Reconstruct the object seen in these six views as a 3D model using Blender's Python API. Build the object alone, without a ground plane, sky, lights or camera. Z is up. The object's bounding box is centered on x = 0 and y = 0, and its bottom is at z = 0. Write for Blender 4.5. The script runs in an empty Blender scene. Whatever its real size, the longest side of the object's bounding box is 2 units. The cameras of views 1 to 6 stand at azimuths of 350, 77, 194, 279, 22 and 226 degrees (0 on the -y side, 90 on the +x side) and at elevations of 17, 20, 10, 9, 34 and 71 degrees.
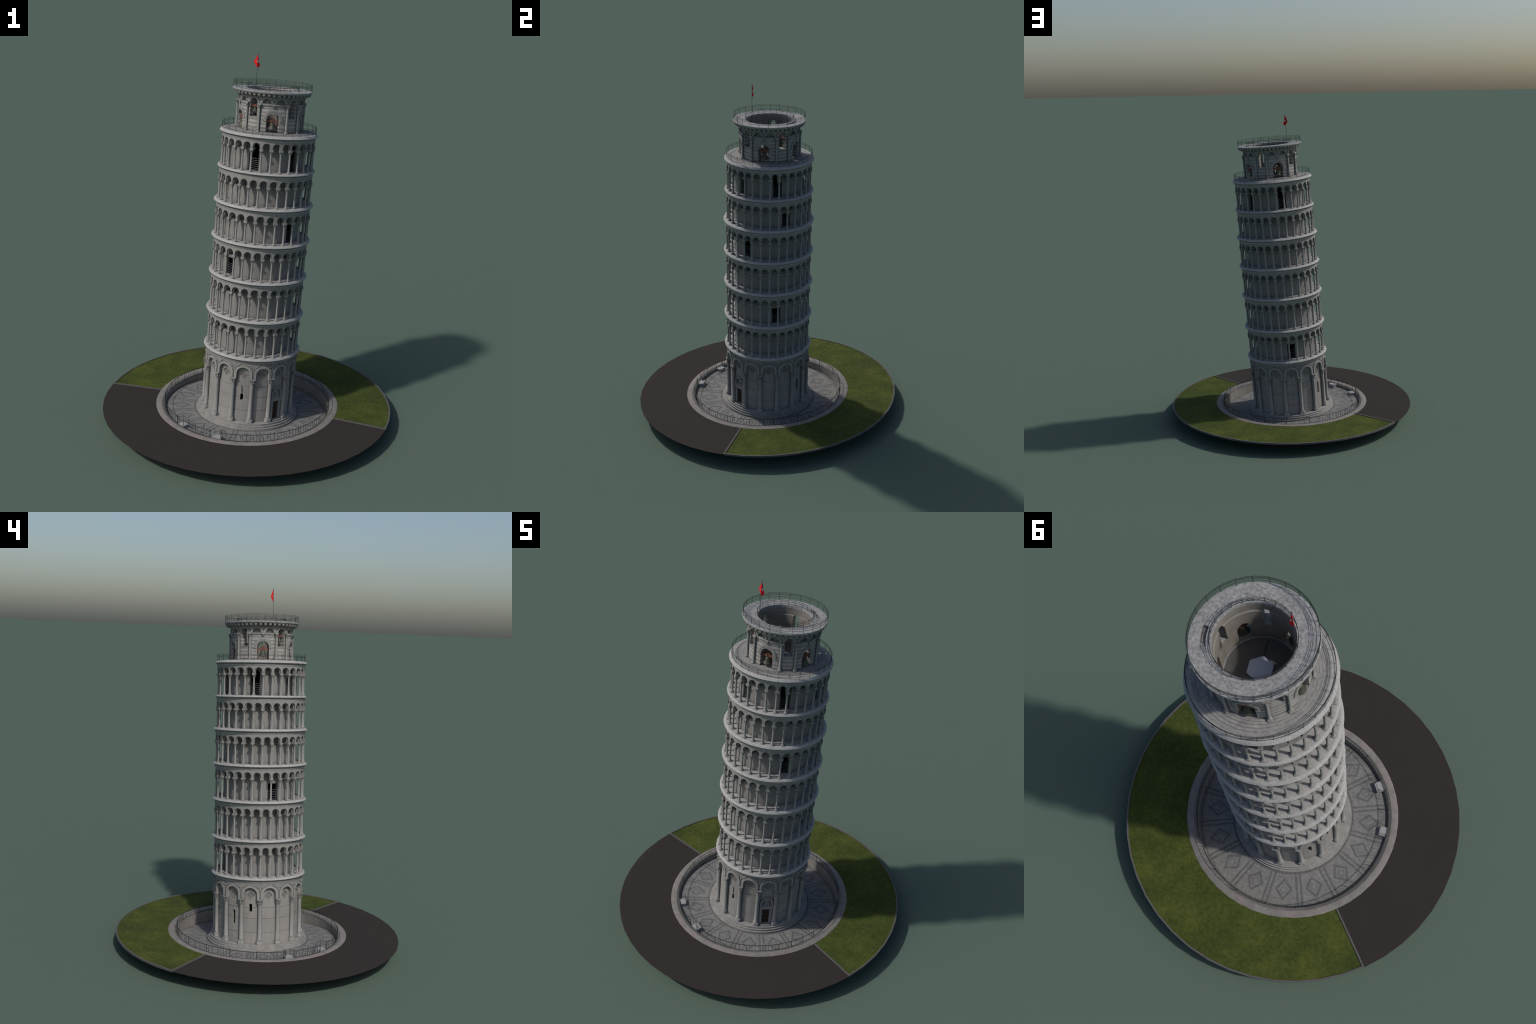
"""A leaning round bell tower of white stone in its sunken paved court,
on a round slab of lawn and path.  Built part by part, all procedural."""
import bpy, bmesh, math, random
from math import sin, cos, pi, radians, sqrt, hypot
from mathutils import Matrix, Vector

random.seed(7)
TAU = 2 * pi

# ------------------------------------------------------------------ frame
# The tower (and the floor of its court) leans; everything that leans is
# modelled upright in the tower's own frame and carried by the root empty.
BASE = Vector((-0.00385, -0.00301, 0.0))
AXIS = Vector((0.0599, 0.03516, 1.0)).normalized()
AX = Vector((1, 0, 0)); AX = (AX - AXIS * AX.dot(AXIS)).normalized()
AY = AXIS.cross(AX)
LEAN = Matrix(((AX.x, AY.x, AXIS.x, BASE.x), (AX.y, AY.y, AXIS.y, BASE.y),
               (AX.z, AY.z, AXIS.z, BASE.z), (0, 0, 0, 1)))

COLL = bpy.context.scene.collection


def cyl(phi, r, s):
    a = radians(phi)
    return (r * cos(a), r * sin(a), s)


# ------------------------------------------------------------- mesh helper
class Geo:
    def __init__(self):
        self.v, self.f, self.m = [], [], []
        self.mat = 0

    def add(self, verts, faces):
        o = len(self.v)
        self.v += [tuple(p) for p in verts]
        self.f += [tuple(i + o for i in f) for f in faces]
        self.m += [self.mat] * len(faces)

    def lathe(self, prof, n=160, closed=True, phi0=0.0, phi1=360.0, wob=0.0, seed=0):
        full = abs(phi1 - phi0 - 360) < 1e-6
        cols = n if full else n + 1
        k = len(prof)
        rnd = random.Random(seed)
        ph = [(rnd.randint(3, 40), rnd.random() * TAU, rnd.random()) for _ in range(14)]
        vs = []
        for i in range(cols):
            phi = phi0 + (phi1 - phi0) * i / n
            a = radians(phi)
            for j, (r, s) in enumerate(prof):
                d = 0
                if wob:
                    d = wob * sum(w * sin(q * a + p + j * .35) for q, p, w in ph) / 4
                vs.append((cos(a) * (r + d), sin(a) * (r + d), s + d * .5))
        fs = []
        steps = k if closed else k - 1
        for i in range(n):
            i2 = (i + 1) % cols
            for j in range(steps):
                j2 = (j + 1) % k
                fs.append((i * k + j, i2 * k + j, i2 * k + j2, i * k + j2))
        if closed and not full:
            fs.append(tuple(range(k)))
            fs.append(tuple((cols - 1) * k + j for j in reversed(range(k))))
        self.add(vs, fs)

    def cbox(self, p0, p1, r0, r1, s0, s1, n=4):
        self.lathe([(r0, s0), (r1, s0), (r1, s1), (r0, s1)], n=n, phi0=p0, phi1=p1)

    def strip(self, rows):
        """closed solid from rows of equal-length closed loops (a tube)."""
        k = len(rows[0]); vs = [p for r in rows for p in r]; fs = []
        for i in range(len(rows) - 1):
            for j in range(k):
                j2 = (j + 1) % k
                fs.append((i * k + j, i * k + j2, (i + 1) * k + j2, (i + 1) * k + j))
        fs.append(tuple(reversed(range(k))))
        fs.append(tuple((len(rows) - 1) * k + j for j in range(k)))
        self.add(vs, fs)

    def prism(self, poly, phi_c, rref, r0, r1):
        """polygon in (x along the arc, s) pushed through radius r0..r1."""
        k = len(poly)
        lo = [cyl(phi_c + math.degrees(x / rref), r0, s) for x, s in poly]
        hi = [cyl(phi_c + math.degrees(x / rref), r1, s) for x, s in poly]
        fs = [tuple(range(k)), tuple(reversed(range(k, 2 * k)))]
        for j in range(k):
            j2 = (j + 1) % k
            fs.append((j, j2, k + j2, k + j))
        self.add(lo + hi, fs)

    def band(self, inner, outer, phi_c, rref, r0, r1, ring=False):
        """solid between two matching point rows (x, s), from r0 to r1."""
        def mp(p, r):
            return cyl(phi_c + math.degrees(p[0] / rref), r, p[1])
        rows = [[mp(a, r0), mp(a, r1), mp(b, r1), mp(b, r0)] for a, b in zip(inner, outer)]
        if not ring:
            self.strip(rows)
        else:
            k = 4; vs = [p for r in rows for p in r]; fs = []; n = len(rows)
            for i in range(n):
                i2 = (i + 1) % n
                for j in range(k):
                    j2 = (j + 1) % k
                    fs.append((i * k + j, i * k + j2, i2 * k + j2, i2 * k + j))
            self.add(vs, fs)

    def arch_ring(self, phi_c, rref, s_a, c, R0, R1, r0, r1, n=16, t0=0, t1=180):
        inn, out = [], []
        if t0 == 0 and s_a < c:
            inn.append((R0, s_a)); out.append((R1, s_a))
        for i in range(n + 1):
            t = radians(t0 + (t1 - t0) * i / n)
            inn.append((R0 * cos(t), c + R0 * sin(t))); out.append((R1 * cos(t), c + R1 * sin(t)))
        if t1 == 180 and s_a < c:
            inn.append((-R0, s_a)); out.append((-R1, s_a))
        self.band(inn, out, phi_c, rref, r0, r1)

    def arch_plate(self, phi_c, rref, h, s_a, s_b, c, R, r0, r1, n=16):
        """bay of wall with a stilted round opening of radius R."""
        tc = math.atan2(s_b - c, h)
        ts = sorted(set([pi * i / n for i in range(n + 1)] + [tc, pi - tc]))
        inn, out = [(R, s_a)], [(h, s_a)]
        for t in ts:
            inn.append((R * cos(t), c + R * sin(t)))
            if t < tc - 1e-9:
                out.append((h, c + h * math.tan(t)))
            elif t > pi - tc + 1e-9:
                out.append((-h, c + h * math.tan(pi - t)))
            else:
                out.append(((s_b - c) / math.tan(t) if abs(t - pi / 2) > 1e-6 else 0, s_b))
        inn.append((-R, s_a)); out.append((-h, s_a))
        self.band(inn, out, phi_c, rref, r0, r1)

    def tube(self, p, q, r, n=5):
        p, q = Vector(p), Vector(q); d = (q - p).normalized()
        a = d.cross(Vector((0, 0, 1)))
        if a.length < 1e-4:
            a = Vector((1, 0, 0))
        a.normalize(); b = d.cross(a)
        self.strip([[c + a * r * cos(TAU * i / n) + b * r * sin(TAU * i / n) for i in range(n)] for c in (p, q)])

    def box(self, m, x, y, z):
        """box of half sizes x, y and heights z=(lo, hi) placed by matrix m."""
        c = [m @ Vector((i * x, j * y, k)) for k in z for i, j in ((-1, -1), (1, -1), (1, 1), (-1, 1))]
        self.add(c, [(3, 2, 1, 0), (4, 5, 6, 7), (0, 1, 5, 4), (1, 2, 6, 5), (2, 3, 7, 6), (3, 0, 4, 7)])

    def loft(self, sections, n=16):
        """sections: (z, half size, superellipse power, leaf amplitude)"""
        rows = []
        for z, a, p, leaf in sections:
            row = []
            for i in range(n):
                t = TAU * (i + .5) / n
                r = a / (abs(cos(t)) ** p + abs(sin(t)) ** p) ** (1 / p)
                r *= 1 + leaf * (1 if i % 2 else -1)
                row.append((r * cos(t), r * sin(t), z))
            rows.append(row)
        self.strip(rows)

    def mesh(self, name, mats, angle=32, smooth=True):
        me = bpy.data.meshes.new(name)
        me.from_pydata(self.v, [], self.f)
        me.polygons.foreach_set("material_index", self.m)
        bm = bmesh.new(); bm.from_mesh(me)
        bmesh.ops.recalc_face_normals(bm, faces=bm.faces)
        bm.to_mesh(me); bm.free()
        finish(me, mats, angle, smooth)
        return me


def finish(me, mats, angle=32, smooth=True):
    me.materials.clear()
    for m in (mats if isinstance(mats, (list, tuple)) else [mats]):
        me.materials.append(m)
    me.polygons.foreach_set("use_smooth", [smooth] * len(me.polygons))
    if smooth:
        me.set_sharp_from_angle(angle=radians(angle))
    me.update()


ROOT = None


def put(name, me, parent, mat=None, flat=False, stuff=False):
    """flat: the part stands level in the world, not in the leaning frame."""
    ob = bpy.data.objects.new(name, me)
    COLL.objects.link(ob)
    ob.parent = parent
    if flat:
        ob.matrix_parent_inverse = LEAN.inverted()
    if mat is not None:
        ob.matrix_local = mat
    if stuff:
        ob["kind"] = "stuff"
    return ob


def group(name):
    e = bpy.data.objects.new(name, None)
    e.empty_display_size = .05
    COLL.objects.link(e)
    e.parent = ROOT
    return e


def carve(geo, cutters, name, mats, angle=32):
    """boolean difference of two Geo solids -> mesh"""
    a = bpy.data.objects.new("carved", geo.mesh("carved", mats)); COLL.objects.link(a)
    b = bpy.data.objects.new("cutter", cutters.mesh("cutter", mats)); COLL.objects.link(b)
    md = a.modifiers.new("cut", 'BOOLEAN'); md.operation = 'DIFFERENCE'; md.solver = 'EXACT'; md.object = b
    dg = bpy.context.evaluated_depsgraph_get()
    me = bpy.data.meshes.new_from_object(a.evaluated_get(dg))
    me.name = name
    bpy.data.objects.remove(a); bpy.data.objects.remove(b)
    finish(me, mats, angle)
    return me


def arch_poly(half, s0, c, n=12):
    """outline of a round-headed opening"""
    return [(-half, s0), (half, s0)] + [(half * cos(pi * i / n), c + half * sin(pi * i / n)) for i in range(n + 1)]


# --------------------------------------------------------------- materials
class Nodes:
    def __init__(self, name, rough=.85, spec=.3):
        self.m = bpy.data.materials.new(name); self.m.use_nodes = True
        self.t = self.m.node_tree; self.b = self.t.nodes["Principled BSDF"]
        self.b.inputs["Roughness"].default_value = rough
        self.b.inputs["Specular IOR Level"].default_value = spec
        self.co = self.new("ShaderNodeTexCoord").outputs["Object"]

    def new(self, kind, **kw):
        n = self.t.nodes.new(kind)
        for k, v in kw.items():
            setattr(n, k, v)
        return n

    def set(self, sock, val):
        if hasattr(val, "links"):
            self.t.links.new(val, sock)
        else:
            sock.default_value = val

    def math(self, op, a, b=0.0, c=None):
        n = self.new("ShaderNodeMath", operation=op)
        self.set(n.inputs[0], a); self.set(n.inputs[1], b)
        if c is not None:
            self.set(n.inputs[2], c)
        return n.outputs[0]

    def scaled(self, sx, sy, sz):
        n = self.new("ShaderNodeMapping"); self.set(n.inputs["Vector"], self.co)
        n.inputs["Scale"].default_value = (sx, sy, sz); return n.outputs[0]

    def noise(self, scale, detail=4, vec=None, rough=.55):
        n = self.new("ShaderNodeTexNoise"); self.set(n.inputs["Vector"], vec or self.co)
        n.inputs["Scale"].default_value = scale; n.inputs["Detail"].default_value = detail
        n.inputs["Roughness"].default_value = rough
        return n.outputs["Fac"]

    def ramp(self, fac, stops):
        n = self.new("ShaderNodeValToRGB"); self.set(n.inputs[0], fac)
        e = n.color_ramp.elements
        while len(e) < len(stops):
            e.new(.5)
        for el, (p, c) in zip(e, stops):
            el.position = p; el.color = (*c, 1) if len(c) == 3 else c
        return n.outputs[0]

    def mix(self, fac, a, b, mode='MIX'):
        n = self.new("ShaderNodeMix", data_type='RGBA', blend_type=mode)
        self.set(n.inputs[0], fac)
        self.set(n.inputs[6], (*a, 1) if isinstance(a, tuple) else a)
        self.set(n.inputs[7], (*b, 1) if isinstance(b, tuple) else b)
        return n.outputs[2]

    def grey(self, lo, hi, fac):
        return self.ramp(fac, [(.25, (lo,) * 3), (.75, (hi,) * 3)])

    def polar(self):
        sx = self.new("ShaderNodeSeparateXYZ"); self.set(sx.inputs[0], self.co)
        ang = self.math('ARCTAN2', sx.outputs[1], sx.outputs[0])
        rad = self.math('SQRT', self.math('ADD', self.math('MULTIPLY', sx.outputs[0], sx.outputs[0]),
                                          self.math('MULTIPLY', sx.outputs[1], sx.outputs[1])))
        return ang, rad, sx.outputs[2]

    def done(self, col, bump=None, dist=.001, strength=.4):
        self.set(self.b.inputs["Base Color"], col)
        if bump is not None:
            n = self.new("ShaderNodeBump"); n.inputs["Strength"].default_value = strength
            n.inputs["Distance"].default_value = dist
            self.set(n.inputs["Height"], bump); self.set(self.b.inputs["Normal"], n.outputs[0])
        return self.m


def stone(name, base, spread=.14, stripes=0.0, tint=.06, streak=.12, grain=.08, blocks=0.0, core=0.0,
          crevice=False, inner=None, ao_shade=.48, reach=.011):
    """weathered marble: broad stains, rain streaks, fine grain, optional courses"""
    k = Nodes(name)
    base = tuple(c * .95 for c in base)
    col = k.mix(k.noise(9, 3), tuple(c * (1 - spread) for c in base), tuple(c * (1 + spread * .8) for c in base))
    warm = k.ramp(k.noise(16, 3, k.scaled(1, 1, .6)), [(.35, (1, 1, 1)), (.7, (1 + tint, 1 - tint * .3, 1 - tint * 1.2))])
    col = k.mix(1.0, col, warm, 'MULTIPLY')
    st = k.grey(1 - streak * 1.5, 1 + streak * .5, k.noise(60, 4, k.scaled(1, 1, .14)))
    col = k.mix(1.0, col, st, 'MULTIPLY')
    col = k.mix(1.0, col, k.grey(1 - grain * 1.1, 1 + grain, k.noise(130, 3, rough=.65)), 'MULTIPLY')
    g = k.noise(420, 4, rough=.7)
    col = k.mix(1.0, col, k.grey(1 - grain, 1 + grain, g), 'MULTIPLY')
    if blocks:
        col = k.mix(1.0, col, k.grey(.84, 1.1, k.noise(28, 4)), 'MULTIPLY')
        ang, rad, z = k.polar()
        n = k.new("ShaderNodeCombineXYZ")
        k.set(n.inputs[0], k.math('MULTIPLY', ang, 9.0)); k.set(n.inputs[1], k.math('MULTIPLY', rad, 85.0))
        k.set(n.inputs[2], k.math('MULTIPLY', z, 60.0))
        bn = k.noise(1.6, 2, n.outputs[0], .4)
        col = k.mix(1.0, col, k.ramp(bn, [(.32, (1 - blocks,) * 3), (.66, (1 + blocks * .6,) * 3)]), 'MULTIPLY')
    if stripes:
        sx = k.new("ShaderNodeSeparateXYZ"); k.set(sx.inputs[0], k.co)
        w = k.math('ADD', k.math('MULTIPLY', sx.outputs[2], TAU / .0193), k.math('MULTIPLY', k.noise(25, 2), 2.2))
        band = k.math('MULTIPLY', k.math('SINE', w), k.math('MULTIPLY_ADD', k.noise(35, 3), 1.6, .1))
        sh = k.ramp(k.math('MULTIPLY_ADD', band, .5, .5), [(.05, (1 - stripes,) * 3), (.5, (1.0, .995, .98)), (.9, (1.08, 1.07, 1.06))])
        col = k.mix(1.0, col, sh, 'MULTIPLY')
    if inner:                       # plastered inside of the belfry
        ang, rad, z = k.polar()
        pl = k.mix(1.0, inner, k.grey(.8, 1.15, k.noise(22, 4)), 'MULTIPLY')
        col = k.mix(k.math('LESS_THAN', rad, .1345), col, pl)
    if ao_shade:                       # shade of corners and joints painted into the colour by ambient occlusion
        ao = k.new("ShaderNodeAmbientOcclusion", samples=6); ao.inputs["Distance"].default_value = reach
        shade = k.ramp(ao.outputs["AO"], [(.25, (1 - ao_shade, 1 - ao_shade * .97, 1 - ao_shade * .95)), (.92, (1.03, 1.03, 1.03))])
        col = k.mix(1.0, col, shade, 'MULTIPLY')
    if crevice:                     # painted shading: carved hollows darkened, raised edges lightened in the colour
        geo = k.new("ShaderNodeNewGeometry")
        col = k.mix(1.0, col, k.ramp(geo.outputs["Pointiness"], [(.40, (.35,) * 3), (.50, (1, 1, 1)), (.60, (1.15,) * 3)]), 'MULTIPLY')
    if core:                        # darkness of the unlit shaft inside the wall, painted into the colour
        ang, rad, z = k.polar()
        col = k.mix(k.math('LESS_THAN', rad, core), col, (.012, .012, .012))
    return k.done(col, g, .0006, .35)


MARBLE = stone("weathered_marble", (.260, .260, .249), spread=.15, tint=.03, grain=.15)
CARVED = stone("carved_arch_marble", (.285, .283, .270), spread=.12, tint=.02, grain=.15, ao_shade=.62, reach=.0045)
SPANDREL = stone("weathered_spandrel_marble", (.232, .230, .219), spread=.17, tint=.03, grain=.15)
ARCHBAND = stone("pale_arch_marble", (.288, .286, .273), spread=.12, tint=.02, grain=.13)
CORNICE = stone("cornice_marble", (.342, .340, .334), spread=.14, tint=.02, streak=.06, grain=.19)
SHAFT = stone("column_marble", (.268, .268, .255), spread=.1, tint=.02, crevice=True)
WALL = stone("gallery_wall_stone", (.238, .233, .224), spread=.20, tint=.03, streak=.12, grain=.12, core=.185, ao_shade=.5, reach=.026)
GROUNDWALL = stone("ashlar_wall_stone", (.262, .257, .247), spread=.20, tint=.04, streak=.1, core=.222, ao_shade=.26)
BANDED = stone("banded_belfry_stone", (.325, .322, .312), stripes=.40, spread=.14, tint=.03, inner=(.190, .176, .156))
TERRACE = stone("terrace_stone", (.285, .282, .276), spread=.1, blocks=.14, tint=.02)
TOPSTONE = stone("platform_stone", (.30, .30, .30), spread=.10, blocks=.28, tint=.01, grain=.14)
VAULT = stone("shaded_vault_plaster", (.13, .125, .118))  # colour darkened to stand in for the shade under the gallery ceilings
STEPS = stone("step_stone", (.275, .270, .258), spread=.10, blocks=.08, ao_shade=.06, tint=.03)
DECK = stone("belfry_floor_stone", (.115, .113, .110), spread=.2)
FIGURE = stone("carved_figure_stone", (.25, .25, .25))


def plain(name, col, rough=.6, metal=0.0, vary=.15, scale=60, spec=.4):
    k = Nodes(name, rough, spec)
    k.b.inputs["Metallic"].default_value = metal
    c = k.mix(k.noise(scale, 3), tuple(x * (1 - vary) for x in col), tuple(x * (1 + vary) for x in col))
    return k.done(c)


IRON = plain("dark_iron", (.018, .021, .02), .55)
GATEIRON = plain("grey_gate_iron", (.10, .11, .115), .5)
BRONZE = plain("green_bronze", (.066, .067, .052), .55, .3, .3)
YOKE = plain("rust_red_oak", (.14, .058, .040), .75, 0, .25)
OAK = plain("dark_oak", (.030, .018, .011), .6, 0, .4, 120)
PATH = plain("brown_path", (.0335, .0285, .0265), .95, 0, .05, 9, .1)
KERBSTONE = plain("grey_kerb", (.085, .08, .079), .85, 0, .2, 50)
WHITE = plain("white_landing", (.27, .272, .276), .7, 0, .12)
GLASS = plain("pale_skylight_glass", (.50, .52, .60), .35, 0, .03, 8)


def make_grass():
    k = Nodes("mown_grass", .95, .1)
    n1 = k.noise(7, 4); n2 = k.noise(60, 5, rough=.7); n3 = k.noise(260, 3, k.scaled(1, .6, 1))
    col = k.ramp(n1, [(.3, (.040, .055, .014)), (.52, (.054, .070, .016)), (.75, (.082, .094, .019))])
    col = k.mix(1.0, col, k.grey(.62, 1.32, n2), 'MULTIPLY')
    col = k.mix(1.0, col, k.grey(.84, 1.12, n3), 'MULTIPLY')
    return k.done(col, n3, .003, .35)


def make_ring_kerb():
    """stone blocks round the court, each with its own grey or rose tone"""
    k = Nodes("court_kerb_blocks")
    ang, rad, z = k.polar()
    cell = k.math('FLOOR', k.math('MULTIPLY', ang, 48 / TAU))
    w = k.new("ShaderNodeTexWhiteNoise", noise_dimensions='1D'); k.set(w.inputs["W"], cell)
    col = k.ramp(w.outputs["Value"], [(0, (.195, .180, .165)), (.45, (.178, .166, .157)), (.75, (.195, .167, .157)), (1, (.210, .198, .183))])
    col = k.mix(k.math('LESS_THAN', rad, .4735), col, (.150, .147, .140))      # plain inner band
    g = k.noise(120, 4)
    col = k.mix(1.0, col, k.grey(.80, 1.14, k.noise(30, 4)), 'MULTIPLY')
    return k.done(k.mix(1.0, col, k.grey(.93, 1.06, g), 'MULTIPLY'), g, .001, .3)


def make_paving():
    """court floor: sixteen fields, each with a lozenge, parted by double bands"""
    k = Nodes("inlaid_court_paving")
    ang, rad, z = k.polar()
    wob = k.math('MULTIPLY', k.math('SUBTRACT', k.noise(40, 3), .5), .006)
    u = k.math('ADD', k.math('MULTIPLY', ang, 16 / TAU), 16 - 14.2 / 22.5 + .5)
    cell = k.math('SUBTRACT', k.math('FRACT', u), .5)              # -.5 .. .5 in a field
    x = k.math('ADD', k.math('MULTIPLY', k.math('MULTIPLY', cell, TAU / 16), rad), wob)   # metres across
    ax = k.math('ABSOLUTE', x)
    y = k.math('ADD', k.math('SUBTRACT', rad, .367), wob)
    d = k.math('ADD', k.math('MULTIPLY', ax, 1 / .036), k.math('MULTIPLY', k.math('ABSOLUTE', y), 1 / .046))

    def line(val, at, w):
        return k.ramp(k.math('MULTIPLY', k.math('ABSOLUTE', k.math('SUBTRACT', val, at)), 1 / w),
                      [(.1, (1, 1, 1)), (1.0, (0, 0, 0))])
    edge = k.math('SUBTRACT', k.math('MULTIPLY', rad, pi / 16), ax)   # distance from field border
    marks = line(d, 1.0, .30)
    for m in (line(edge, .0105, .0080), line(rad, .448, .006), line(rad, .288, .009)):
        marks = k.mix(1.0, marks, m, 'LIGHTEN')
    marks = k.mix(.5, marks, k.mix(1.0, marks, line(d, .44, .19), 'LIGHTEN'))
    joint = line(k.math('FRACT', k.math('MULTIPLY', rad, 40.0)), .5, .09)
    slab = line(k.math('FRACT', k.math('MULTIPLY', u, 6.0)), .5, .07)
    marks = k.mix(.22, marks, k.mix(1.0, marks, k.mix(1.0, joint, slab, 'LIGHTEN'), 'LIGHTEN'))
    col = k.mix(k.noise(14, 4), (.150, .148, .143), (.222, .218, .209))
    col = k.mix(1.0, col, k.grey(.64, 1.3, k.noise(80, 5, rough=.65)), 'MULTIPLY')
    bw = k.new("ShaderNodeRGBToBW"); k.set(bw.inputs[0], marks)
    fac = k.math('MULTIPLY', bw.outputs[0], k.math('MULTIPLY_ADD', k.noise(50, 3), .8, .34))
    col = k.mix(fac, col, (.074, .073, .070))
    return k.done(col, k.noise(200, 4), .001, .3)


def make_flag():
    k = Nodes("red_flag_cloth", .8, .2)
    sx = k.new("ShaderNodeSeparateXYZ"); k.set(sx.inputs[0], k.co)
    # white cross with flared arms, measured from the flag's own origin
    ax = k.math('ABSOLUTE', sx.outputs[0]); az = k.math('ABSOLUTE', sx.outputs[2])
    near = k.math('LESS_THAN', k.math('MINIMUM', ax, az), k.math('MULTIPLY_ADD', k.math('MAXIMUM', ax, az), .18, .0010))
    inside = k.math('LESS_THAN', k.math('MAXIMUM', ax, az), .0085)
    f = k.math('MULTIPLY', near, inside)
    return k.done(k.mix(f, (.64, .013, .017), (.60, .58, .58)))


GRASS, RINGKERB, PAVING, FLAG = make_grass(), make_ring_kerb(), make_paving(), make_flag()

# ------------------------------------------------------------------- root
ROOT = bpy.data.objects.new("leaning_bell_tower", None)
COLL.objects.link(ROOT)
ROOT.matrix_world = LEAN
ROOT["label"] = "leaning white marble bell tower with stacked arcades on a round lawn"
ROOT["category"] = "bell tower"

# ============================================================ round ground
ground = group("round_ground")
Z0 = .078           # level of lawn and path
SEG = 48            # the slab is a polygon of this many sides
A_PATH0, A_PATH1 = 157.3 - 360, -31.1     # path runs through the front
R_OUT, R_KERB, R_MOAT = .7995, .507, .456


def slab(phi0, phi1, r0, r1, z0, z1, n):
    g = Geo(); g.lathe([(r0, z0), (r1, z0), (r1, z1), (r0, z1)], n=n, phi0=phi0, phi1=phi1); return g


put("path", slab(A_PATH0, A_PATH1, R_KERB - .003, R_OUT, Z0 - .003, Z0, 23).mesh("path", PATH), ground, flat=True)
put("lawn", slab(A_PATH1, A_PATH0 + 360, R_KERB - .003, R_OUT - .006, Z0 - .004, Z0 + .0006, 25).mesh("lawn", GRASS), ground, flat=True)

g = Geo()
g.lathe([(R_OUT - .0085, Z0 - .006), (R_OUT, Z0 - .006), (R_OUT, Z0 + .0035), (R_OUT - .001, Z0 + .0045),
         (R_OUT - .0075, Z0 + .0045), (R_OUT - .0085, Z0 + .0035)], n=25, phi0=A_PATH1, phi1=A_PATH0 + 360)
for a in (A_PATH0, A_PATH1):
    m = Matrix.Rotation(radians(a), 4, 'Z') @ Matrix.Translation(((R_KERB + R_OUT) / 2 - .001, 0, 0))
    g.box(m, (R_OUT - R_KERB) / 2, .0042, (Z0 - .005, Z0 + .0048))
put("lawn_kerb", g.mesh("lawn_kerb", KERBSTONE), ground, flat=True)

g = Geo()
g.lathe([(R_KERB, Z0 - .004), (R_KERB, Z0 + .0015), (R_KERB - .002, Z0 + .0025), (R_MOAT + .0195, Z0 + .0022), (R_MOAT + .0165, Z0 + .0002),
         (R_MOAT + .0020, Z0 - .0044), (R_MOAT + .0008, Z0 - .0056), (R_MOAT + .0008, Z0 - .010), (R_KERB - .01, Z0 - .010)], n=SEG)
put("court_kerb", g.mesh("court_kerb", RINGKERB), ground, flat=True)

# court wall: stands level, its foot follows the leaning floor
FLOOR = .0325
inv = LEAN.inverted()


def floor_z(x, y):
    """world height of the leaning court floor above (x, y)"""
    n = AXIS; p = BASE + AXIS * FLOOR
    return p.z - (n.x * (x - p.x) + n.y * (y - p.y)) / n.z


g = Geo()
n = 96; vs = []; fs = []
for i in range(n):
    a = TAU * i / n
    for r, z in ((R_MOAT, None), (R_MOAT, Z0 - .0065), (R_MOAT + .012, Z0 - .0065), (R_MOAT + .012, None)):
        x, y = r * cos(a), r * sin(a)
        vs.append((x, y, max(0.0, floor_z(x, y) - .004) if z is None else z))
for i in range(n):
    for j in range(4):
        fs.append((i * 4 + j, (i + 1) % n * 4 + j, (i + 1) % n * 4 + (j + 1) % 4, i * 4 + (j + 1) % 4))
g.add(vs, fs)
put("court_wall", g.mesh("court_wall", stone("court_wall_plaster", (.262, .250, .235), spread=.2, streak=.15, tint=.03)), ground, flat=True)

g = Geo()
g.lathe([(.10, FLOOR - .0004), (R_MOAT + .0065, FLOOR - .0004), (R_MOAT + .0065, FLOOR), (.10, FLOOR)], n=96)
put("court_floor", g.mesh("court_floor", PAVING), ground)

# court railing: posts every 18 degrees, thin pickets, gates left open at two landings
GAPS = ((-122.8, -115.6), (-152.0, -145.6))


def gap(phi):
    p = (phi + 180) % 360 - 180
    return any(a < p < b for a, b in GAPS)


g = Geo(); RR, ZR = R_MOAT + .0022, Z0 - .0065
for i in range(20):
    p = -98.8 + 18 * i
    if not gap(p):
        g.tube(cyl(p, RR, ZR), cyl(p, RR, ZR + .048), .0015)
for i in range(160):
    p = -98.8 + 2.25 * i + .8 * (random.random() - .5)
    if not gap(p) and random.random() < .9:
        g.tube(cyl(p, RR, ZR + .002), cyl(p, RR, ZR + .040), .0008, 4)
spans = [(-115.6, 360 - 152.0), (-145.6, -122.8)]
for a, b in spans:
    for h, r in ((.041, .0011), (.0035, .0008)):
        g.lathe([(RR - r, ZR + h - r), (RR + r, ZR + h - r), (RR + r, ZR + h + r), (RR - r, ZR + h + r)],
                n=max(8, int((b - a) / 3)), phi0=a, phi1=b)
    for p in (a, b):
        g.tube(cyl(p, RR, ZR), cyl(p, RR, ZR + .048), .0015)
put("court_railing", g.mesh("court_railing", IRON), ground, flat=True, stuff=True)

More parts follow.
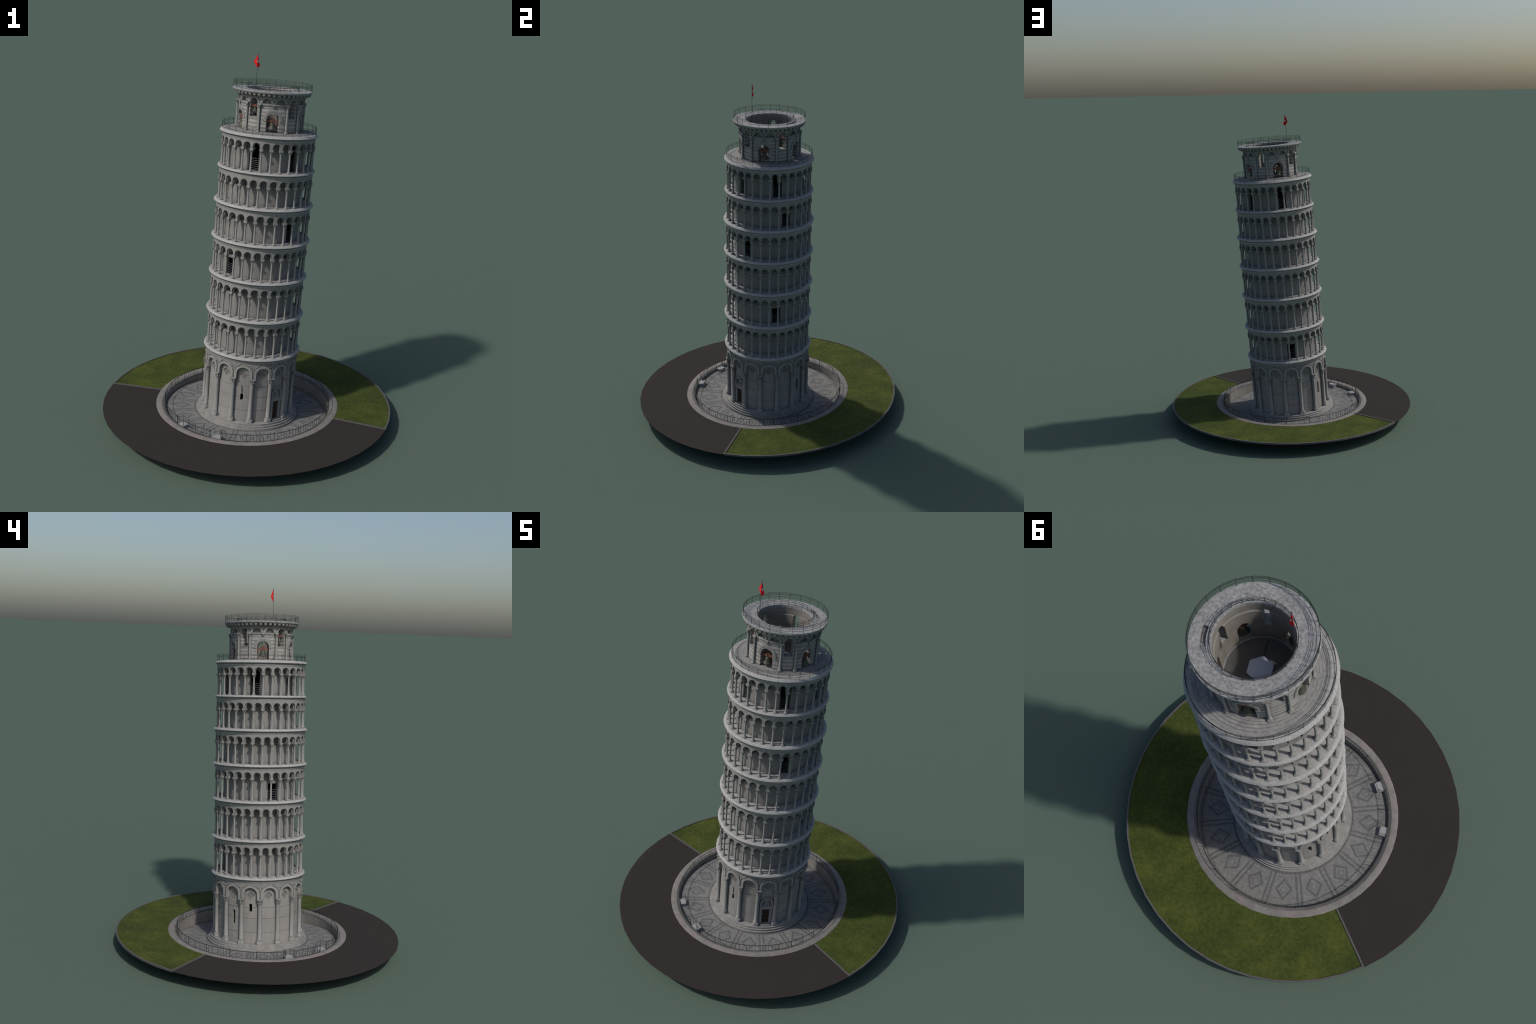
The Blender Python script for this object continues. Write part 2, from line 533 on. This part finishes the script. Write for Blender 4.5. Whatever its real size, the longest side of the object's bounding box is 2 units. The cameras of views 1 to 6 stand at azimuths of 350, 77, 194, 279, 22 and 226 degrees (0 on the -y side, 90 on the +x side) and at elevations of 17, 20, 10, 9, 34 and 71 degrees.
# two white landings with a step and handrails
for p0, p1, side in ((-122.4, -115.9, -1), (-151.6, -145.7, 1)):
    g = Geo()
    pf = (p1 + 1.0, p1 + 3.0) if side > 0 else (p0 - 3.0, p0 - 1.0)
    zf = min(floor_z(*cyl(p, r, 0)[:2]) for p in (p0, p1) for r in (.42, .455))
    g.cbox(p0, p1, .4225, .4545, zf, Z0 + .0015, 3)
    lo, hi = (p1 - .05, p1 + 2.6) if side > 0 else (p0 - 2.6, p0 + .05)
    g.cbox(lo, hi, .4225, .4540, zf, Z0 - .021, 3)
    put("entry_landing", g.mesh("entry_landing", WHITE), ground, flat=True)
    g = Geo(); zt = Z0 + .0015
    corners = [(p0 + .3, .4245), (p1 - .3, .4245), (p1 - .3 if side < 0 else p0 + .3, .4535)]
    for p, r in corners:
        g.tube(cyl(p, r, zt), cyl(p, r, zt + .036), .0009)
    for h in (.034, .019):
        g.tube(cyl(p0 + .3, .4245, zt + h), cyl(p1 - .3, .4245, zt + h), .0007)
        q = corners[2]
        g.tube(cyl(q[0], .4245, zt + h), cyl(q[0], q[1], zt + h), .0007)
    e = p1 + 3.6 if side > 0 else p0 - 3.6
    s = p1 - .3 if side > 0 else p0 + .3
    g.tube(cyl(s, .4255, zt + .034), cyl(e, .4275, zt + .002), .0007)
    g.tube(cyl(e, .4275, zt - .036), cyl(e, .4275, zt + .002), .0009)
    put("landing_handrail", g.mesh("landing_handrail", IRON), ground, flat=True)

# ============================================================ ground storey
lower = group("ground_storey")
R_CORE = .125        # hollow heart of the tower
S_FOOT = .0635       # top of the stepped plinth
C = [.4202, .6270, .8370, 1.0345, 1.2253, 1.4066, 1.5908]       # cornice edges
CR = [.2646, .2651, .2646, .2642, .2645, .2569, .2568]           # their radii

g = Geo()
g.lathe([(.0005, FLOOR - .0002), (.2828, FLOOR - .0002), (.2828, .0412), (.2818, .0425), (.2748, .0425), (.2748, .0520), (.2738, .0530),
         (.2668, .0530), (.2668, .0625), (.2658, S_FOOT), (.0005, S_FOOT)], n=180, wob=.0003, seed=3)
put("stepped_plinth", g.mesh("stepped_plinth", STEPS), lower)

# wall with three joint grooves, then windows cut through it
RW = .2352
prof = [(R_CORE, S_FOOT - .001), (RW + .001, S_FOOT - .001), (RW + .001, .068)]
for s in (.1255, .2036, .2633):
    prof += [(RW, s - .0019), (RW - .0018, s - .0014), (RW - .0018, s + .0014), (RW, s + .0019)]
prof += [(RW, .404), (R_CORE, .404)]
g = Geo(); g.lathe(prof, n=240)
cut = Geo()
cut.prism(arch_poly(.0080, .2405, .2780), 180, RW, .18, .26)          # short window
cut.prism(arch_poly(.0082, .1670, .2360), 156, RW, .18, .26)          # slits
cut.prism(arch_poly(.0082, .1655, .2320), 36, RW, .18, .26)
cut.prism(arch_poly(.0078, .1845, .2150), -108.2, RW, .18, .26)       # window under a chute
cut.prism(arch_poly(.0202, .0705, .1726 + .0001)[:2] + [(.0202, .1726), (-.0202, .1726)], -59.8, RW, .225, .26)   # doorway
# lozenges sunk in each bay head
for k in range(15):
    d = .0195
    cut.prism([(0, .333 - d * 1.02), (d, .333), (0, .333 + d * 1.02), (-d, .333)], 12 + 24 * k, RW, RW - .0034, .26)
# V-shaped chute above one window: an inverted wedge going deeper downwards
w = Geo()
def wv(x, s, r):
    return cyl(-108.2 + math.degrees(x / RW), r, s)
cut.strip([[wv(-x, s, RW + .01), wv(x, s, RW + .01), wv(x, s, RW - d), wv(-x, s, RW - d)]
           for s, x, d in ((.2970, .0125, .0003), (.2670, .0072, .0016), (.2664, .0060, .0030), (.2236, .0018, .0105))])
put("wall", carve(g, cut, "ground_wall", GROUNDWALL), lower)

# blind arcade: spandrels, archivolts, hood moulds
plate, ring, loz = Geo(), Geo(), Geo()
AC, AS = .3405, .3148
HB = radians(12) * .25
for k in range(15):
    p = 12 + 24 * k
    plate.arch_plate(p, .25, HB, AS, .410, AC, .0470, RW - .001, .2490, 24)
    ring.arch_ring(p, .25, AS, AC, .0345, .0362, RW - .001, .2515, 24)
    ring.arch_ring(p, .25, AS, AC, .0360, .0487, RW - .001, .2537, 24)
    for t0, t1 in ((40, 68), (112, 140)):
        ring.arch_ring(p, .25, AC, AC, .0530, .0590, .246, .2530, 6, t0, t1)
    # lozenge frames and boss
    def diamond(a):
        return [(0, .333 - a), (a, .333), (0, .333 + a), (-a, .333)]
    loz.band(diamond(.0196), diamond(.0246), p, RW, RW - .002, RW + .0022, ring=True)
    loz.band(diamond(.0095), diamond(.0130), p, RW, RW - .006, RW - .0008, ring=True)
    loz.prism([(.0042 * cos(TAU * i / 8), .333 + .0042 * sin(TAU * i / 8)) for i in range(8)], p, RW, RW - .006, RW + .0005)
    q = 24 * k
    ring.prism([(-.0022, .3600), (.0022, .3600), (.0028, .3745), (-.0028, .3745)], q, .25, .246, .2515)
put("spandrel", plate.mesh("spandrel", SPANDREL), lower)
put("archivolt", ring.mesh("archivolt", ARCHBAND), lower)
put("lozenge", loz.mesh("lozenge", GROUNDWALL), lower)


def column_mesh(name, H, cap, ped, shaft, top, base, mat):
    """classical column: square foot, torus, tapering shaft, leafy capital.
    H total height, cap height of capital, ped height of foot"""
    g = Geo(); c0 = H - cap
    g.loft([(0, base, 14, 0), (ped * .92, base, 14, 0), (ped, base * .97, 14, 0),
            (ped + .0002, base * .80, 2.2, 0), (ped + base * .14, base * .88, 2, 0), (ped + base * .30, base * .80, 2, 0),
            (ped + base * .36, base * .70, 2, 0), (ped + base * .5, base * .74, 2, 0), (ped + base * .62, shaft * 1.18, 2, 0),
            (ped + base * .75, shaft * 1.03, 2, 0), (ped + (c0 - ped) * .55, shaft, 2, 0), (c0 - .001, shaft * .94, 2, 0),
            (c0, shaft * 1.14, 2, 0), (c0 + cap * .07, shaft * 1.18, 2, 0), (c0 + cap * .12, shaft * .98, 2, 0),
            (c0 + cap * .34, shaft * 1.30, 2, .16), (c0 + cap * .44, shaft * 1.45, 2, .14), (c0 + cap * .47, shaft * 1.02, 2, .06),
            (c0 + cap * .62, top * .80, 2.4, .18), (c0 + cap * .80, top * 1.0, 3, .15), (c0 + cap * .84, top * .74, 3, .02),
            (c0 + cap * .86, top, 8, 0), (H, top * 1.03, 12, 0)], n=16)
    return g.mesh(name, mat, 40)


def stand(phi, r, s):
    return Matrix.Translation(cyl(phi, r, s)) @ Matrix.Rotation(radians(phi), 4, 'Z')


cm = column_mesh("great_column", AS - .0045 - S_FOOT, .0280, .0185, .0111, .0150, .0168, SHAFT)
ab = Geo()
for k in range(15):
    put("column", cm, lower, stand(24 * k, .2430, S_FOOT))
    ab.cbox(24 * k - 3.75, 24 * k + 3.75, RW - .001, .2592, AS - .0046, AS + .0002, 2)
put("impost", ab.mesh("impost", MARBLE), lower)

# portal: jambs, lintel, lunette with three figures, panelled door, threshold
P = -59.8
g = Geo()
for sgn in (-1, 1):
    g.prism([(sgn * .0203, S_FOOT), (sgn * .0345, S_FOOT), (sgn * .0345, .1730), (sgn * .0203, .1730)], P, RW, RW - .004, .2405)
g.prism([(-.0365, .1728), (.0365, .1728), (.0365, .1905), (-.0365, .1905)], P, RW, RW - .004, .2425)
g.prism([(-.0375, .1905), (.0375, .1905), (.0375, .1960), (-.0375, .1960)], P, RW, RW - .004, .2450)
g.arch_ring(P, RW, .1960, .2190, .0225, .0290, RW - .002, .2415, 18)
g.arch_ring(P, RW, .1960, .2190, .0288, .0350, RW - .002, .2440, 18)
g.cbox(P - 6.3, P + 6.3, .236, .2585, S_FOOT - .001, .0705, 4)
g.prism([(-.0350, .2575), (.0350, .2575), (.0350, .2680), (-.0350, .2680)], P, RW, RW - .004, RW + .0004)
put("portal_frame", g.mesh("portal_frame", MARBLE), lower)
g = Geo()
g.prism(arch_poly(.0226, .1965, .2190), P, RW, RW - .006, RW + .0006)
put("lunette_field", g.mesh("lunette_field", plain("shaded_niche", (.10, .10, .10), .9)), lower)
g = Geo()
for x, h, wd in ((-.0125, .0200, .0046), (0, .0275, .0060), (.0125, .0200, .0046)):
    body = [(x - wd, .1962), (x + wd, .1962), (x + wd * .8, .1962 + h * .62), (x + wd * .3, .1962 + h * .72),
            (x - wd * .3, .1962 + h * .72), (x - wd * .8, .1962 + h * .62)]
    g.prism(body, P, RW, RW, .2395)
    hc = .1962 + h * .86
    g.prism([(x + wd * .5 * cos(TAU * i / 8), hc + h * .15 * sin(TAU * i / 8)) for i in range(8)], P, RW, RW, .2392)
put("carved_figure", g.mesh("carved_figure", FIGURE), lower)
g = Geo()
g.prism([(-.0204, .0700), (.0204, .0700), (.0204, .1730), (-.0204, .1730)], P, RW, .2260, .2300)
for i in range(2):
    for j in range(4):
        x0 = -.0180 + i * .0190; s0 = .0745 + j * .0243
        g.prism([(x0, s0), (x0 + .0165, s0), (x0 + .0165, s0 + .0200), (x0, s0 + .0200)], P, RW, .2300, .2312)
        g.prism([(x0 + .003, s0 + .003), (x0 + .0135, s0 + .003), (x0 + .0135, s0 + .017), (x0 + .003, s0 + .017)], P, RW, .2312, .2320)
put("door", g.mesh("door", OAK), lower)


def cornice(s, re, frieze, inner, floor_rise, seed):
    """overhanging ledge that is also the gallery floor"""
    g = Geo()
    g.lathe([(inner, s - .0185), (frieze - .0002, s - .0185), (frieze + .0010, s - .0165), (frieze + .0032, s - .0125), (frieze + .0034, s - .0092),
             (frieze + .0014, s - .0088), (frieze + .0014, s - .0058), (re - .0034, s - .0030), (re - .0007, s - .0014), (re, s + .0003),
             (re - .0013, s + .0025), (re - .0042, s + .0058), (frieze + .0068, s + floor_rise - .0012), (frieze + .0038, s + floor_rise - .0001),
             (frieze - .004, s + floor_rise), (inner, s + floor_rise)], n=180, wob=.0007, seed=seed)
    return g.mesh("cornice", CORNICE, 50)


put("cornice", cornice(C[0], CR[0], .2500, R_CORE, .0106, 10), lower)

# ============================================================== six loggias
DOORS = {0: [(113.1, .1080)], 1: [(.2, .1065)], 2: [(-149.9, .1035)], 3: [(-52.2, .1080)], 4: [(15.8, .0918)]}
RL = .2010
DR = [0, 0, 0, 0, -.0040, -.0066]
for L in range(6):
    lg = group("loggia")
    s0, s1 = C[L], C[L + 1]
    rise = .0106 if L < 5 else .0092
    fl = s0 + rise                      # gallery floor
    up = 0.0 if L < 5 else .0045
    imp0, imp1 = s1 - .0694 + up, s1 - .0612 + up
    rc = .2437 + DR[L]                  # column circle
    fz = .2500 + DR[L]                  # frieze face
    # inner wall, hollow, with its doors
    g = Geo(); g.lathe([(R_CORE, fl - .002), (RL, fl - .002), (RL, s1 - .004), (R_CORE, s1 - .004)], n=240)
    cut = Geo(); gates = []
    if L < 5:
        for p, h in DOORS[L]:
            w = .0264
            cut.prism([(-w, fl + .0004), (w, fl + .0004), (w, s0 + h), (-w, s0 + h)], p, RL, R_CORE - .02, RL + .02)
            gates.append((p, w, .058))
    else:
        for k in range(6):
            p = 60 * k; w = .0262
            cut.prism(arch_poly(w, fl + .0004, 1.5300), p, RL, R_CORE + .004, RL + .02)
            gates.append((p, w, .063))
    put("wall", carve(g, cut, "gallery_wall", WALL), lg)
    g = Geo()
    for p, w, h in gates:
        a = math.degrees(w / RL)
        for sg in (-1, 1):
            g.tube(cyl(p + sg * a * .86, RL - .006, fl), cyl(p + sg * a * .86, RL - .006, fl + h), .0011, 6)
        for t in (1, .83, .68, .52, .36, .20, .05):
            g.tube(cyl(p - a * .98, RL - .006, fl + h * t), cyl(p + a * .98, RL - .006, fl + h * t), .0010, 6)
    put("gate", g.mesh("gate", GATEIRON), lg)
    # arcade
    sp, ar, im = Geo(), Geo(), Geo()
    hb = radians(6) * .245
    rr = .245
    c = imp1 + .0103
    for k in range(30):
        p = 6 + 12 * k
        sp.arch_plate(p, rr, hb, imp1, s1 - .0110, c, .0207, fz - .0060, fz - .0004, 16)
        ar.arch_ring(p, rr, imp1, c, .0155, .0225, fz - .0160, fz - .0078, 14)
        q = 12 * k
        im.cbox(q - 2.25, q + 2.25, fz - .0165, fz + .0034, imp0, imp1 + .0003, 2)
        im.cbox(q - 2.2, q + 2.2, RL - .002, fz - .0160, imp0 + .0004, imp1 - .0003, 2)
        # pier block carrying two neighbouring arches
        im.cbox(q - .95, q + .95, fz - .0145, fz - .0055, imp1, s1 - .013, 1)
    sp.lathe([(fz - .016, s1 - .0300 + up), (fz - .0058, s1 - .0272 + up), (fz - .0058, s1 - .0110), (fz - .016, s1 - .0110)], n=120)
    put("spandrel", sp.mesh("spandrel", MARBLE), lg)
    put("archivolt", ar.mesh("archivolt", MARBLE), lg)
    put("impost", im.mesh("impost", MARBLE), lg)
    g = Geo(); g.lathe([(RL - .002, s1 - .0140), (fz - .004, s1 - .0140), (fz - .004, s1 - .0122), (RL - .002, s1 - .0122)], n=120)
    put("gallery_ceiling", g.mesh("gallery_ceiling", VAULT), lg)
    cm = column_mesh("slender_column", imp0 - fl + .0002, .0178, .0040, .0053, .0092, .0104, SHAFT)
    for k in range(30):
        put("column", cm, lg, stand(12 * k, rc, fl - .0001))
    if L < 5:
        put("cornice", cornice(s1, CR[L + 1], .2500 + DR[L + 1] if L == 4 else fz, RL - .002, (.0106 if L < 4 else .0092), 20 + L), lg)

# ================================================================= terrace
bf = group("belfry")
s = C[6]; SF = 1.6032                 # terrace floor level
g = Geo()
g.lathe([(R_CORE, s - .0180), (.2432, s - .0180), (.2444, s - .0160), (.2464, s - .0122), (.2466, s - .0090), (.2446, s - .0086), (.2446, s - .0056),
         (CR[6] - .0030, s - .0028), (CR[6] - .0006, s - .0013), (CR[6], s + .0004), (CR[6] - .0014, s + .0024), (.2520, s + .0074), (.2485, SF - .0012), (.2452, SF),
         (R_CORE, SF)], n=180, wob=.0006, seed=44)
put("cornice", g.mesh("terrace_cornice", CORNICE, 50), bf)
g = Geo()
prof = [(.120, SF - .004), (.2302, SF - .004)]
hgt = SF
for r in (.2290, .2136, .2012, .1888, .1784):
    prof += [(r + .0012, hgt), (r + .0010, hgt - .0012), (r, hgt - .0012), (r, hgt + .0008), (r - .0005, hgt + .0012)]
    hgt += .0012
    if r > .18:
        nxt = {.2290: .2136, .2136: .2012, .2012: .1888, .1888: .1784}[r]
        prof.append((nxt, hgt))
prof += [(.120, hgt)]
S_B = hgt                              # belfry foot
g.lathe(prof, n=180)
put("terrace_steps", g.mesh("terrace_steps", TERRACE), bf)


def railing(name, r, s, h, posts, bars, phase=0.0, skip=None):
    g = Geo()
    for k in range(posts):
        p = phase + 360 / posts * k
        g.tube(cyl(p, r, s - .001), cyl(p, r, s + h), .0009)
    for b in bars:
        t = .00058
        g.lathe([(r - t, s + b - t), (r + t, s + b - t), (r + t, s + b + t), (r - t, s + b + t)], n=90)
    return put(name, g.mesh(name, IRON), bf, stuff=True)


railing("terrace_railing", .2448, SF, .0356, 30, (.0342, .0282, .0220, .0060))

# ================================================================== belfry
RB, RBI = .1685, .1270
S_T0, S_T1 = 1.8020, 1.8144
WIDE = [-168 + 72 * k for k in range(5)]
NARROW = [-132 + 72 * k for k in range(5)]
IMPB, IMPT = 1.7440, 1.7525
g = Geo()
g.lathe([(RBI, SF - .002), (RB, SF - .002), (RB, 1.7780), (.1715, 1.7790), (.1790, 1.7850), (.1815, 1.7885), (.1805, 1.8030), (.1320, 1.8030), (.1320, 1.7690), (RBI, 1.7660)], n=240)
cut = Geo()
for p in WIDE:
    cut.prism(arch_poly(.0330, S_B + .0006, 1.6745, 18), p, .170, .10, .22)
    for q in (p - 12, p + 12):
        cut.prism(arch_poly(.0225, IMPT, 1.7532, 14), q, .170, RB - .016, .185)
for p in NARROW:
    cut.prism(arch_poly(.0212, 1.6818, 1.7530, 14), p, .170, .10, .182)
put("wall", carve(g, cut, "belfry_wall", [BANDED]), bf)

ar, st = Geo(), Geo()
for k in range(15):
    p = 12 + 24 * k
    ar.arch_ring(p, .170, 1.7525, 1.7527, .0224, .0275, RB - .004, .1710, 16)
    ar.arch_ring(p, .170, 1.7525, 1.7527, .0273, .0325, RB - .004, .1728, 16)
for p in WIDE:
    ar.arch_ring(p, .170, 1.6700, 1.6745, .0328, .0390, RB - .004, .1702, 18)
    ar.arch_ring(p, .170, 1.6700, 1.6745, .0388, .0490, RB - .004, .1716, 18)
    for i in range(19):                 # carved foliage on the arch
        t = radians(6 + 168 * i / 18)
        x, z = .0440 * cos(t), 1.6745 + .0440 * sin(t)
        ar.prism([(x + .0026 * cos(TAU * j / 6 + i), z + .0026 * sin(TAU * j / 6 + i)) for j in range(6)], p, .170, .1705, .1726)
    for sg in (-1, 1):
        ar.prism([(sg * .0328, 1.6672), (sg * .0520, 1.6672), (sg * .0520, 1.6702), (sg * .0328, 1.6702)], p, .170, RB - .002, .1726)
    st.cbox(p - 24, p + 24, RB - .004, .1738, IMPB + .0012, IMPT - .0006, 14)
    st.cbox(p - 24, p + 24, RB - .004, .1716, IMPB - .0030, IMPB + .0014, 14)
    # hanging bracket between the two lunettes
    st.cbox(p - 2.6, p + 2.6, RB - .004, .1780, IMPB, IMPT, 2)
    st.cbox(p - 2.1, p + 2.1, RB - .004, .1755, IMPB - .006, IMPB, 2)
    st.cbox(p - 1.4, p + 1.4, RB - .004, .1725, IMPB - .011, IMPB - .006, 2)
put("archivolt", ar.mesh("archivolt", CARVED), bf)
for p in NARROW:
    st.cbox(p - 7.4, p + 7.4, RB - .03, .1705, 1.6790, 1.6822, 4)      # window sill
cols = sorted({q for p in NARROW for q in (p - 12, p + 12)})
for q in cols:
    st.cbox(q - 3.5, q + 3.5, RB - .004, .1832, IMPB + .0010, IMPT, 2)
put("string_course", st.mesh("string_course", MARBLE), bf)
cm = column_mesh("belfry_column", IMPB + .0012 - S_B, .0150, .0070, .0056, .0082, .0096, SHAFT)
for q in cols:
    put("column", cm, bf, stand(q, .1745, S_B - .0002))

# corbel table
g = Geo()
for k in range(48):
    p = 7.5 * k
    prof = [(.172, 1.7825), (.1830, 1.7862), (.1920, 1.7890), (.1975, 1.7915), (.1990, 1.7945), (.1990, 1.8022), (.172, 1.8022)]
    g.lathe(prof, n=1, phi0=p - 1.95, phi1=p + 1.95)
    g.arch_ring(p + 3.75, .195, 1.7962, 1.7964, .0058, .0128, .182, .1985, 8)
put("corbel", g.mesh("corbel", MARBLE), bf, stuff=True)
g = Geo()
g.lathe([(.150, S_T0), (.2012, S_T0), (.2026, S_T0 + .0030), (.2045, S_T0 + .0040), (.2056, S_T0 + .0075), (.2050, S_T1 - .0015), (.2030, S_T1),
         (.1314, S_T1), (.1314, S_T0), (.140, S_T0 - .0002)], n=180, wob=.0004, seed=61)
cut = Geo(); cut.cbox(23, 53, .1480, .1662, 1.796, 1.83, 12)
put("top_platform", carve(g, cut, "top_platform", TOPSTONE), bf)
g = Geo()
for i in range(5):
    g.cbox(53 - 3.4 * (i + 1), 53.2 - 3.4 * i, .1478, .1664, 1.795, S_T1 - .0024 - i * .0028, 2)
put("hatch_stair", g.mesh("hatch_stair", TOPSTONE), bf)
railing("platform_railing", .2026, S_T1, .0360, 24, (.0346, .0288, .0230, .0125))
railing("inner_railing", .1362, S_T1, .0245, 24, (.0235, .0160, .0060))

# belfry floor, skylight
g = Geo(); g.lathe([(.0005, SF - .002), (.1295, SF - .002), (.1295, SF + .003), (.0005, SF + .003)], n=64)
put("belfry_floor", g.mesh("belfry_floor", DECK), bf)
g = Geo()
m = Matrix.Translation((.0483, -.0777, 0)) @ Matrix.Rotation(math.atan2(-.068, .0356), 4, 'Z')
g.box(m, .037, .0012, (SF + .0028, SF + .0042))
put("floor_seam", g.mesh("floor_seam", IRON), bf)
g = Geo()
hexa = [(.005 + .047 * cos(TAU * i / 6), -.003 + .047 * sin(TAU * i / 6)) for i in range(6)]
g.strip([[(x, y, SF + .0025) for x, y in hexa], [(x, y, SF + .0080) for x, y in hexa]])
put("skylight", g.mesh("skylight", GLASS), bf)
g = Geo()
for i in range(6):
    x, y = .005 + .0435 * cos(TAU * i / 6), -.003 + .0435 * sin(TAU * i / 6)
    g.tube((x, y, SF + .0070), (x, y, SF + .0086), .0010, 8)
put("skylight_bolt", g.mesh("skylight_bolt", IRON), bf, stuff=True)


# bells with yokes
def bell_mesh(name, R, H):
    g = Geo()
    pr = [(1.0, 0), (.98, .05), (.86, .16), (.70, .34), (.60, .55), (.55, .76), (.50, .86), (.34, .95), (.14, 1.0), (.14, 1.1), (.0, 1.1)]
    inner = [(.0, .80), (.44, .76), (.50, .55), (.60, .34), (.76, .14), (.90, 0)]
    g.lathe([(max(r, .001) * R, z * H) for r, z in pr + inner], n=32)
    g.tube((0, 0, .8 * H), (0, 0, .02 * H), R * .07, 6)
    g.loft([(-.04 * H, R * .1, 2, 0), (.0, R * .17, 2, 0), (.06 * H, R * .1, 2, 0)], 8)
    return g.mesh(name, BRONZE, 50)


def yoke_mesh(name, W, H):
    """headstock: swept arms, raised middle posts, hanging straps"""
    g = Geo(); d = H * .36
    arm = [(-W, -.05), (-W, .40), (-.55 * W, .40), (-.34 * W, .72), (-.30 * W, 1.0), (-.20 * W, 1.0), (-.15 * W, .80), (.15 * W, .80), (.20 * W, 1.0), (.30 * W, 1.0),
           (.34 * W, .72), (.55 * W, .40), (W, .40), (W, -.05), (.4 * W, -.22), (-.4 * W, -.22)]
    lo = [(-d, x, z * H) for x, z in arm]; hi = [(d, x, z * H) for x, z in arm]
    k = len(arm)
    g.add(lo + hi, [tuple(range(k)), tuple(reversed(range(k, 2 * k)))] + [(j, (j + 1) % k, k + (j + 1) % k, k + j) for j in range(k)])
    for x in (-.9 * W, .84 * W):
        g.box(Matrix.Translation((0, x, 0)), d * .6, W * .05, (-H * .95, 0))
    for x in (-.1 * W, .1 * W):
        g.box(Matrix.Translation((0, x, 0)), d * 1.25, W * .035, (-.35 * H, .9 * H))
    return g.mesh(name, YOKE, 30)


big, bigy = bell_mesh("great_bell", .0222, .0340), yoke_mesh("great_yoke", .0300, .0165)
small, smally = bell_mesh("small_bell", .0125, .0215), yoke_mesh("small_yoke", .0195, .0105)
axle = Geo()
for p in WIDE:
    put("bell", big, bf, stand(p, .1500, 1.6268)); put("bell_yoke", bigy, bf, stand(p, .1500, 1.6648))
    axle.tube(cyl(p - 14.6, .1500, 1.6640), cyl(p + 14.6, .1500, 1.6640), .0012, 6)
for p in (-132, 12):
    put("bell", small, bf, stand(p, .1530, 1.7085)); put("bell_yoke", smally, bf, stand(p, .1530, 1.7335))
    axle.tube(cyl(p - 9, .1530, 1.7330), cyl(p + 9, .1530, 1.7330), .0010, 6)
put("bell_axle", axle.mesh("bell_axle", IRON), bf, stuff=True)

# ==================================================================== flag
fp = group("flag")
PX, PY = -.1017, -.0780
g = Geo()
g.tube((PX, PY, 1.795), (PX, PY, 1.9940), .0011, 8)
g.loft([(1.9925, .0012, 2, 0), (1.9950, .0018, 2, 0), (1.9970, .0006, 2, 0)], 8)
k0 = len(g.v) - 24
for i in range(k0, len(g.v)):
    x, y, z = g.v[i]; g.v[i] = (x + PX, y + PY, z)
put("flagpole", g.mesh("flagpole", plain("grey_pole", (.05, .055, .06), .5)), fp)
# cloth hanging in two folds either side of the pole
T, BTM = 1.9868, 1.9215
left = Vector((-.0160, .0097)); right = Vector((.0125, .0055))
rows, nu = 22, 13


def tri_w(s, top, peak, bot):
    if s > peak:
        return max(0, (top - s) / (top - peak))
    return max(0, (s - bot) / (peak - bot))


vs = []
CX, CZ = .0042, 1.9515               # centre of the cross on the cloth
OFF = Matrix.Translation((PX + .0052, PY + .0023, CZ)) @ Matrix.Rotation(math.atan2(.0055, .0125), 4, 'Z')
oi = OFF.inverted()
for side in (1, -1):
    for i in range(rows):
        s = T + (BTM - T) * i / (rows - 1)
        wl = tri_w(s, T + .001, 1.9475, 1.9215); wr = tri_w(s, T + .006, 1.9285, 1.9180) * 1.12
        for j in range(nu):
            u = -1 + 2 * j / (nu - 1)
            w = left * wl * -u if u < 0 else right * wr * u
            fold = .0016 * sin(u * 7 + (T - s) * 60) * min(1, (T - s) / .01) * abs(u)
            nrm = Vector((-.5, .85))
            p = Vector((PX, PY)) + w + nrm * (fold + side * .0004 + .0012)
            vs.append(oi @ Vector((p.x, p.y, s)))
fs = []
N1 = rows * nu
for i in range(rows - 1):
    for j in range(nu - 1):
        a = i * nu + j
        fs.append((a, a + 1, a + nu + 1, a + nu)); fs.append((N1 + a, N1 + a + nu, N1 + a + nu + 1, N1 + a + 1))
edge = [j for j in range(nu)] + [i * nu + nu - 1 for i in range(1, rows)] + [(rows - 1) * nu + j for j in range(nu - 2, -1, -1)] + [i * nu for i in range(rows - 2, 0, -1)]
for a, b in zip(edge, edge[1:] + edge[:1]):
    fs.append((a, b, N1 + b, N1 + a))
g = Geo(); g.add(vs, fs)
put("flag_cloth", g.mesh("flag_cloth", FLAG, 60), fp, OFF)
